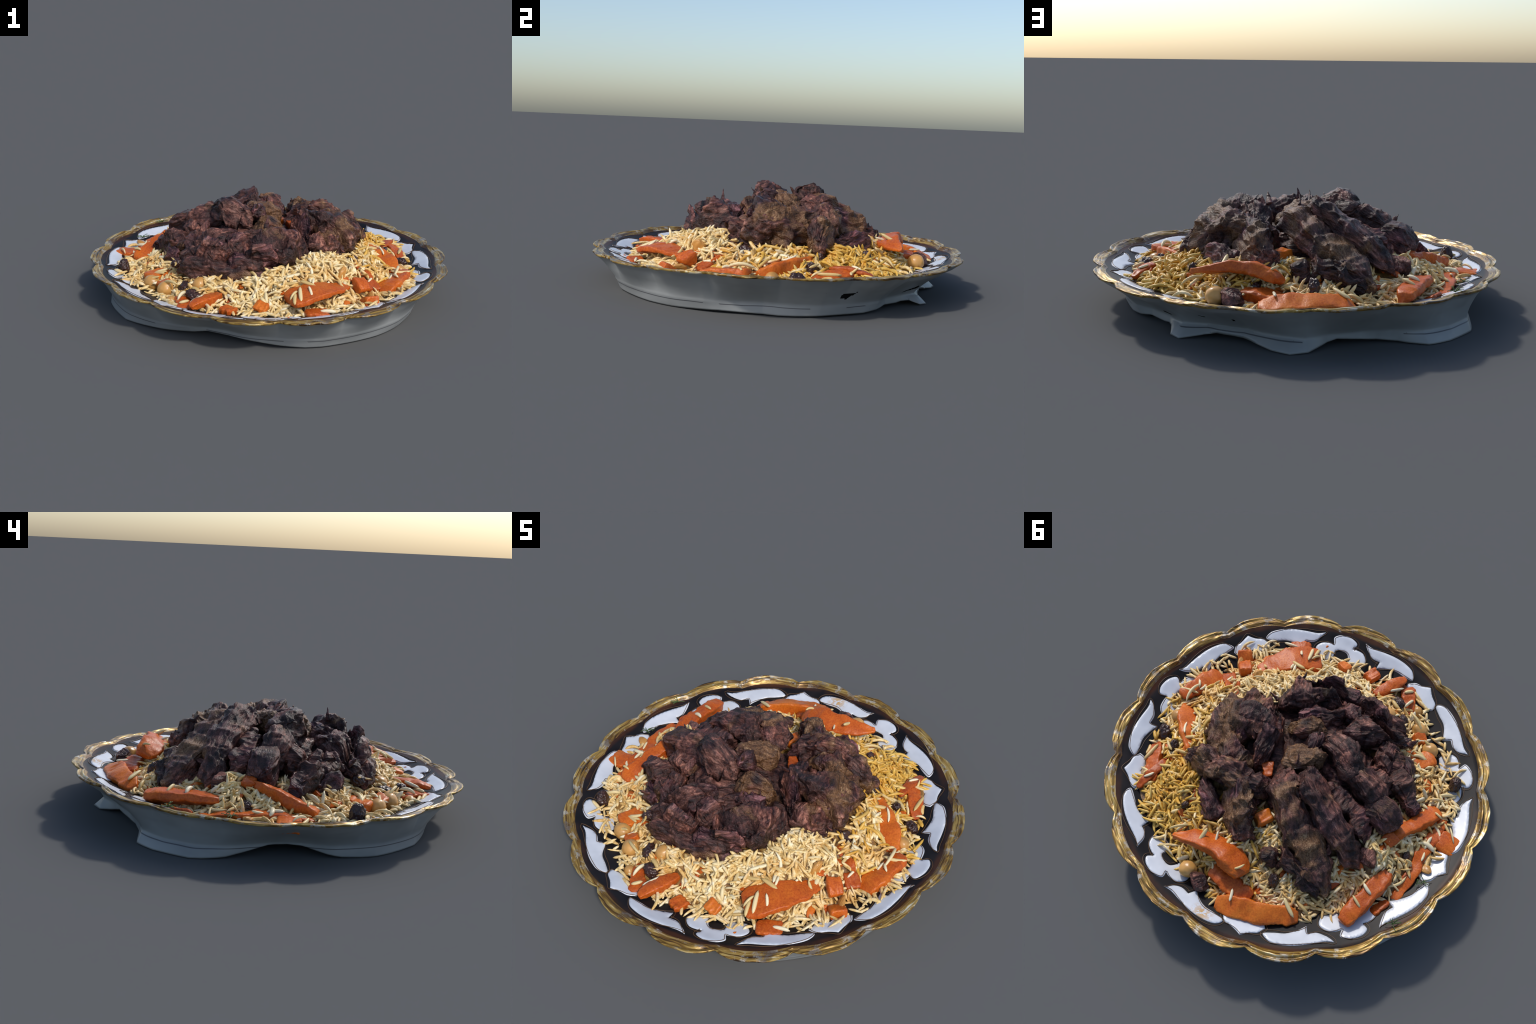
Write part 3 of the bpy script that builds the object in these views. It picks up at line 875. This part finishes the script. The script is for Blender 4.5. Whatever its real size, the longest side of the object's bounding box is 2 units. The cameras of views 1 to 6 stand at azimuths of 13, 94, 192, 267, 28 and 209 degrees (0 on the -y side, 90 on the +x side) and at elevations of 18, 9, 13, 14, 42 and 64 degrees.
# ------------------------------------------------------------------ rice bed
EDGE = {-179: .86, -167: .85, -152: .86, -140: .83, -127: .80, -116: .83, -106: .84, -95: .80, -75: .80, -60: .82, -40: .85, -20: .85,
        -5: .84, 8: .81, 20: .81, 32: .85, 45: .83, 60: .80, 73: .79, 92: .82, 108: .80, 120: .78, 130: .76, 142: .80, 155: .81, 170: .82}


def bed_z(x, y, noisy=True):
    x = np.asarray(x, float); y = np.asarray(y, float)
    th = np.arctan2(y, x); r = np.hypot(x, y)
    e = by_angle(EDGE, th) - .03
    q = r / e
    m = np.interp(q, [0, .45, .62, .75, .85, .93, 1.0, 1.1], [.162, .160, .140, .098, .057, .022, .002, -.03])
    z = plate_z(np.minimum(r, .9) * np.cos(th), np.minimum(r, .9) * np.sin(th)) * 1.0
    z = .118 + (z - .118) * np.clip(q, 0, 1) + m * .95
    # swells
    for cx, cy, rad, hh in [(.33, -.34, .20, .045), (.16, -.56, .14, .014), (.55, .42, .20, .020), (-.56, -.52, .16, -.03), (-.61, .18, .13, .060), (-.35, .60, .14, .025), (.13, .55, .12, .045), (.38, .46, .10, .015), (.47, -.24, .10, .025), (.04, -.60, .10, .015), (.53, .08, .14, .025), (.30, -.74, .2, -.035), (.66, -.42, .18, -.035), (-.05, -.76, .14, -.015), (-.72, -.45, .14, -.015), (-.66, .42, .14, -.01), (-.1, .68, .2, -.012)]:
        z = z + hh * np.exp(-((x - cx) ** 2 + (y - cy) ** 2) / rad ** 2)
    if noisy:
        p = np.stack([x, y, 0 * x], -1).reshape(-1, 3)
        nz = (.015 * perlin(p * 8 + 3) + .015 * perlin(p * 20 + 8)).reshape(x.shape)
        z = z + nz * np.clip((1.04 - q) * 6, 0, 1)
    return z


def build_bed():
    N, M = 360, 110
    th = np.linspace(0, 2 * math.pi, N, endpoint=False)
    e = (by_angle(EDGE, np.arctan2(np.sin(th), np.cos(th))) - .03) * (1 + .015 * np.sin(th * 23) + .01 * np.sin(th * 57 + 1))
    s = np.linspace(0.002, 1.03, M)
    X = (s[:, None] * e[None]) * np.cos(th)[None]; Y = (s[:, None] * e[None]) * np.sin(th)[None]
    Z = bed_z(X, Y) - .010
    Z += .006 * ridged(np.stack([X, Y, X * 0], -1).reshape(-1, 3) * 30, 2).reshape(X.shape) * np.clip((1.0 - s) * 8, 0, 1)[:, None]
    V = np.stack([X, Y, Z], -1).reshape(-1, 3)
    idx = np.arange(M * N).reshape(M, N)
    a, b = idx[:-1], idx[1:]
    F = np.stack([a, b, np.roll(b, -1, 1), np.roll(a, -1, 1)], -1).reshape(-1, 4).tolist()
    F.append(list(range(N)))
    mesh_object("rice_bed", V, F, MAT["bed"], pilaf)


build_bed()

# ------------------------------------------------------------------ carrots
# spine points (x, y, z of the middle), half widths, half height
CARROTS = [
    ([(.245, -.665, .188), (.37, -.565, .220), (.505, -.42, .205)], (.085, .075, .03), .030),
    ([(.54, -.42, .205), (.60, -.375, .205)], (.045, .040), .034),
    ([(.585, -.33, .18), (.645, -.28, .175)], (.04, .035), .026),
    ([(.585, -.50, .15), (.655, -.455, .145)], (.042, .042), .034),
    ([(.335, -.725, .145), (.45, -.675, .14)], (.036, .036), .032),
    ([(.68, -.32, .145), (.725, -.20, .175), (.775, -.07, .195)], (.055, .05, .03), .030),
    ([(.72, -.05, .175), (.63, .08, .205), (.50, .20, .215)], (.042, .052, .04), .034),
    ([(.735, .215, .155), (.69, .32, .18), (.625, .44, .185)], (.022, .038, .032), .026),
    ([(.62, .29, .205), (.645, .40, .205), (.67, .50, .185)], (.014, .024, .018), .018),
    ([(.345, .645, .270), (.17, .59, .285), (.02, .60, .278), (-.06, .645, .250)], (.022, .058, .070, .055), .032),
    ([(.10, .67, .20), (-.03, .695, .190), (-.14, .71, .175)], (.04, .05, .04), .032),
    ([(.0, .80, .165), (-.14, .77, .180), (-.28, .715, .180), (-.385, .655, .165)], (.045, .05, .048, .035), .036),
    ([(-.585, .585, .195), (-.625, .42, .205), (-.655, .24, .205)], (.040, .040, .032), .034),
    ([(-.760, -.25, .135), (-.765, -.10, .165), (-.75, .03, .170), (-.755, .18, .165), (-.735, .35, .150)], (.006, .028, .034, .028, .036), .026),
    ([(-.845, -.11, .165), (-.835, .0, .165)], (.055, .058), .024),
    ([(-.59, .09, .275), (-.635, .0, .245), (-.68, -.10, .205), (-.715, -.19, .165)], (.03, .035, .042, .045), .032),
    ([(-.555, .10, .28), (-.62, .13, .265)], (.035, .03), .028),
    ([(-.49, -.35, .18), (-.56, -.46, .165)], (.045, .05), .026),
    ([(-.43, -.49, .18), (-.475, -.545, .165)], (.03, .03), .022),
    ([(-.215, -.815, .175), (-.17, -.72, .180), (-.11, -.63, .185)], (.018, .030, .024), .022),
    ([(-.335, -.63, .150), (-.285, -.72, .150), (-.235, -.80, .140)], (.020, .034, .03), .022),
    ([(-.075, -.735, .15), (-.01, -.765, .145)], (.036, .036), .028),
    ([(.13, .10, .345), (.08, .17, .355)], (.03, .026), .026),
    ([(.03, .33, .30), (-.03, .37, .30)], (.045, .04), .034),
    ([(-.08, -.58, .180), (-.02, -.60, .180)], (.03, .035), .02),
    ([(.10, -.43, .235), (.22, -.385, .245)], (.035, .03), .018),
    ([(.475, -.215, .215), (.51, -.25, .205)], (.025, .025), .024),
    ([(.265, -.77, .135), (.31, -.80, .13)], (.022, .022), .02),
    ([(.44, -.33, .225), (.50, -.30, .215)], (.03, .03), .018),
    ([(-.545, .19, .225), (-.60, .22, .205)], (.03, .03), .024),
    ([(-.68, .46, .155), (-.72, .36, .150)], (.028, .025), .024),
    ([(.08, -.70, .17), (.15, -.72, .165)], (.03, .03), .02),
    ([(.40, .49, .215), (.34, .52, .205)], (.025, .022), .018),
]


def carrot_mesh(spine, widths, hh, seed, nr=44, nt=36):
    n = len(spine)
    R = catmull(np.column_stack([np.asarray(spine, float), widths]), nr)
    P, w = R[:, :3], R[:, 3]
    T = np.gradient(P, axis=0); T /= np.linalg.norm(T, axis=1)[:, None]
    side = np.cross(T, [0, 0, 1.0]); side /= np.linalg.norm(side, axis=1)[:, None]
    up = np.cross(side, T)
    s = np.linspace(0, 1, nr)
    L = np.linalg.norm(np.diff(P, axis=0), axis=1).sum()
    w = w * (1 - .38 * np.clip(1 - np.minimum(s, 1 - s) * 5.5, 0, 1) ** 1.5)
    P = P - np.array([0, 0, .008])
    e = np.minimum(s, 1 - s) * L / (.35 * np.minimum(w, hh) + 1e-4)
    prof = np.where(e < 1, np.maximum(1 - (1 - e) ** 3, 0) ** (1 / 3), 1.0)
    prof[0] = prof[-1] = 0.03
    r = np.random.default_rng(seed)
    tilt = r.uniform(-.35, .35)
    ph = np.linspace(0, 2 * math.pi, nt, endpoint=False)
    pw = 2 / r.uniform(4.0, 7.0)
    hh = hh * .82
    c = np.sign(np.cos(ph)) * np.abs(np.cos(ph)) ** pw; sn = np.sign(np.sin(ph)) * np.abs(np.sin(ph)) ** pw
    # wedge cross-section: one side thinner than the other
    thick = hh * (1 + .35 * r.choice([-1, 1]) * c) * np.minimum(1, 1)
    hs = np.clip(w / max(widths), .45, 1)
    ct, stt = math.cos(tilt), math.sin(tilt)
    A = c[None] * (w * prof)[:, None]; B = (sn * thick)[None] * (prof * hs)[:, None]
    V = (P[:, None] + (A * ct - B * stt)[:, :, None] * side[:, None] + (A * stt + B * ct)[:, :, None] * up[:, None])
    cen = P[:, None]
    N = V - cen; N /= np.maximum(np.linalg.norm(N, axis=2), 1e-6)[:, :, None]
    V = V.reshape(-1, 3); N = N.reshape(-1, 3)
    d = .012 * fbm(V * 13 + seed * 3.3, 2) + .0040 * perlin(V * 55 + seed) + .002 * ridged(V * 40 + seed, 1)
    V = V + N * d[:, None] * np.clip(np.repeat(w, nt) / .03, .4, 1)[:, None]
    idx = np.arange(nr * nt).reshape(nr, nt)
    a0, b0 = idx[:-1], idx[1:]
    F = np.stack([a0, b0, np.roll(b0, -1, 1), np.roll(a0, -1, 1)], -1).reshape(-1, 4).tolist()
    F.append(idx[0].tolist()); F.append(idx[-1][::-1].tolist())
    return V, F


solid_v, solid_f, so = [], [], 0


def keep_solid(V, F):
    global so
    solid_v.append(np.asarray(V)); solid_f.extend([[a + so for a in f] for f in F]); so += len(V)


crng = np.random.default_rng(77)
while len(CARROTS) < 88:
    ang, q = crng.uniform(-math.pi, math.pi), crng.uniform(.66, .97)
    e = float(by_angle(EDGE, ang)) - .03
    x, y = q * e * math.cos(ang), q * e * math.sin(ang)
    z = float(bed_z(np.array([x]), np.array([y]))[0])
    yaw = crng.uniform(0, 6.28); L = crng.uniform(.02, .055)
    dx, dy = L * math.cos(yaw), L * math.sin(yaw)
    CARROTS.append(([(x - dx, y - dy, z - .004), (x, y, z + .004), (x + dx, y + dy, z - .004)], (crng.uniform(.005, .014), crng.uniform(.008, .020), crng.uniform(.004, .012)), crng.uniform(.008, .014)))

for i, (sp, w, hh) in enumerate(CARROTS):
    V, F = carrot_mesh(sp, w, hh, i + 1)
    mesh_object("carrot_piece", V, F, MAT["carrot"], pilaf)
    keep_solid(V, F)


# ------------------------------------------------------------------ chickpeas, raisins, onion
def blob(name, pos, rad, squash, mat, seed, amp, freq, beak=0.0, parent=pilaf, rot=0.0):
    bm = bmesh.new()
    bmesh.ops.create_icosphere(bm, subdivisions=5, radius=1.0)
    V = np.array([v.co[:] for v in bm.verts])
    F = [[v.index for v in f.verts] for f in bm.faces]
    bm.free()
    d = 1 + amp * fbm(V * freq + seed * 5.1, 2)
    if name == "raisin":
        d += .10 * (ridged(V * 2.6 + seed, 2) - .4)
    V2 = V * d[:, None]
    if beak:
        k = np.clip(V[:, 2] - .75, 0, 1) * 4
        V2[:, 2] += beak * k ** 2
        V2[:, 0] += .08 * np.abs(V[:, 0]) * 0
        groove = np.exp(-(V[:, 1] / .12) ** 2) * np.clip(V[:, 0], 0, 1)
        V2 -= V * (.07 * groove)[:, None]
    M = np.array(Euler((seed % 3 * .5, seed % 5 * .4, rot + seed)).to_matrix())
    V2 = (V2 * np.array(squash) * rad) @ M.T + np.array(pos)
    mesh_object(name, V2, F, MAT[mat], parent)
    keep_solid(V2, F)


for i, (p, r) in enumerate([((-.428, -.565, .150), .042), ((-.245, -.548, .185), .040), ((-.525, -.49, .150), .042), ((.200, .735, .185), .042), ((.735, .03, .150), .036), ((-.36, -.68, .13), .030)]):
    blob("chickpea", p, r, (1, 1, 1.08), "chickpea", i + 1, .05, 1.2, .18 if i in (0, 1) else .05)
for i, (p, r) in enumerate([((.735, .155, .140), .048), ((.63, .205, .185), .036), ((-.73, -.365, .175), .042), ((-.325, -.555, .165), .040), ((-.245, -.655, .165), .038), ((.50, -.12, .225), .045), ((-.195, .575, .205), .036), ((.385, .47, .228), .026),
                            ((-.40, -.41, .245), .036), ((-.69, .12, .185), .026), ((.50, .24, .235), .030), ((.05, .63, .195), .03)]):
    blob("raisin", p, r, (1.15, .85, .7), "raisin", i + 2, .16, 2.0)
for i, (p, r) in enumerate([((.455, -.36, .225), .05), ((.56, -.15, .20), .035), ((.62, -.43, .16), .03), ((-.80, .12, .16), .03)]):
    blob("onion_piece", p, r, (1.3, .8, .4), "onion", i + 3, .12, 1.5)

solid_all = np.concatenate(solid_v)
solid_bvh = BVHTree.FromPolygons(solid_all.tolist(), solid_f)


# ------------------------------------------------------------------ rice grains
def grain_template(L, rad, curve, nr=8, nt=7):
    t = np.linspace(-1, 1, nr)
    pr = np.maximum(1 - np.abs(t) ** 3.0, .0) ** .55
    pr[0] = pr[-1] = .12
    x = t * L / 2
    z = curve * L * (1 - t * t)
    ph = np.linspace(0, 2 * math.pi, nt, endpoint=False)
    V = np.stack([np.repeat(x, nt), (np.cos(ph)[None] * (rad * pr)[:, None]).ravel(), np.repeat(z, nt) * 0 + (np.sin(ph)[None] * (.82 * rad * pr)[:, None]).ravel()], 1)
    V[:, 1] += np.repeat(z, nt)
    idx = np.arange(nr * nt).reshape(nr, nt)
    a0, b0 = idx[:-1], idx[1:]
    F = np.stack([a0, b0, np.roll(b0, -1, 1), np.roll(a0, -1, 1)], -1).reshape(-1, 4).tolist()
    F.append(idx[0].tolist()); F.append(idx[-1][::-1].tolist())
    return V, F


TEMPL = [grain_template(.072, .0086, .04), grain_template(.060, .0090, .10), grain_template(.086, .0084, .02), grain_template(.070, .0082, .16), grain_template(.050, .0092, .03), grain_template(.108, .0074, .17), grain_template(.094, .0080, .09)]


def is_saffron(x, y):
    a = math.degrees(math.atan2(y, x))
    f = math.exp(-((a - 42) / 46) ** 2)
    return rng.random() < f * 1.1 - .08


def grain_pose(k):
    """A seeded spot in the ring of rice: position, rotation, template."""
    while True:
        x, y = rng.uniform(-.88, .88, 2)
        r = math.hypot(x, y)
        th = math.atan2(y, x)
        e = float(by_angle(EDGE, th)) - .03
        q = r / e
        if q > 1.03 or r < .30:
            continue
        if (x + .08) ** 2 + (y + .07) ** 2 < .40 ** 2 and y < .3:
            continue
        if q > .97 and rng.random() < .60:
            continue
        break
    z = float(bed_z(np.array([x]), np.array([y]))[0])
    if q > .97:
        z = max(z, float(plate_z(x, y)) + .006)
    return x, y, z, q


def place(x, y, z, lift, steep):
    h = .02
    zx = float(bed_z(np.array([x + h]), np.array([y]), False)[0] - bed_z(np.array([x - h]), np.array([y]), False)[0]) / (2 * h)
    zy = float(bed_z(np.array([x]), np.array([y + h]), False)[0] - bed_z(np.array([x]), np.array([y - h]), False)[0]) / (2 * h)
    n = Vector((-zx * .8, -zy * .8, 1)).normalized()
    # grains lie in loose swirls, not at random
    sw = float(perlin(np.array([[x * 4.5, y * 4.5, 2.2]]))[0]) * 5
    yaw = sw + rng.normal(0, .75)
    R = n.to_track_quat("Z", "Y").to_matrix().to_4x4() @ Matrix.Rotation(yaw, 4, "Z") @ Matrix.Rotation(rng.normal(0, steep), 4, "Y") @ Matrix.Rotation(rng.uniform(0, 6.28), 4, "X")
    s = rng.uniform(.72, 1.22)
    return Matrix.Translation((x, y, z + lift)) @ R @ Matrix.Scale(s, 4)


groups = {"rice": [], "rice_y": []}
named = []
tries = 0
count = 0
TOTAL = 3300
while count < TOTAL and tries < 30000:
    tries += 1
    x, y, z, q = grain_pose(count)
    hit = meat_bvh.ray_cast(Vector((x, y, 1.0)), Vector((0, 0, -1)))
    if hit[0] is not None and hit[0].z > z + .025:
        continue
    lift = rng.uniform(-.006, .012)
    hit2 = solid_bvh.ray_cast(Vector((x, y, 1.0)), Vector((0, 0, -1)))
    on_top = False
    if hit2[0] is not None and hit2[0].z > z - .004:
        if hit2[0].z > z + .030 and rng.random() < .7:
            lift = min(lift, .0)
        elif rng.random() > .06:
            continue
        else:
            z = hit2[0].z + .004
            lift = 0; on_top = True
    M = place(x, y, z, lift, .10 if (q > .96 or on_top) else .42)
    ti = int(rng.integers(0, len(TEMPL)))
    key = "rice_y" if is_saffron(x, y) else "rice"
    if on_top or (len(named) < 300 and lift > .006 and rng.random() < .16 and q < 1.0):
        if len(named) < 300:
            named.append((M, ti, "rice" if on_top else key)); count += 1
            continue
    groups[key].append((M, ti)); count += 1

for key, gl in groups.items():
    Vs, Fs, o = [], [], 0
    for M, ti in gl:
        v, f = TEMPL[ti]
        m = np.array(M)
        Vs.append(v @ m[:3, :3].T + m[:3, 3])
        Fs += [[a + o for a in x] for x in f]; o += len(v)
    ob = mesh_object("rice_grains", np.concatenate(Vs), Fs, MAT[key], pilaf)
    ob["kind"] = "stuff"

gm = {}
for ti, (v, f) in enumerate(TEMPL):
    for key in ("rice", "rice_y"):
        me = bpy.data.meshes.new("rice_grain")
        me.from_pydata(v.tolist(), [], f); me.update()
        me.polygons.foreach_set("use_smooth", [True] * len(me.polygons))
        me.materials.append(MAT[key + "r" if key == "rice_y" else "rice_r"])
        gm[(ti, key)] = me
for M, ti, key in named:
    ob = bpy.data.objects.new("rice_grain", gm[(ti, key)])
    ob.matrix_world = M @ Matrix.Scale(1.12, 4)
    link(ob, pilaf)

# ------------------------------------------------------------------ dill sprigs
for j, (p, n, L) in enumerate([((-.792, .468, .200), 11, .055), ((-.825, .19, .178), 7, .04), ((-.80, .22, .175), 4, .03)]):
    parts = []
    r = np.random.default_rng(40 + j)
    for i in range(n):
        d = r.normal(size=3); d[2] = abs(d[2]) * .5 + .1; d /= np.linalg.norm(d)
        t = np.linspace(0, 1, 6)[:, None]
        path = np.array(p) + d * L * t * r.uniform(.5, 1) + np.array([0, 0, .01]) * (t - t * t) * 2
        parts.append(tube(path, .0016, 5))
    V, F = joined(parts)
    mesh_object("dill_sprig", V, F, MAT["dill"], pilaf)

bpy.context.view_layer.update()
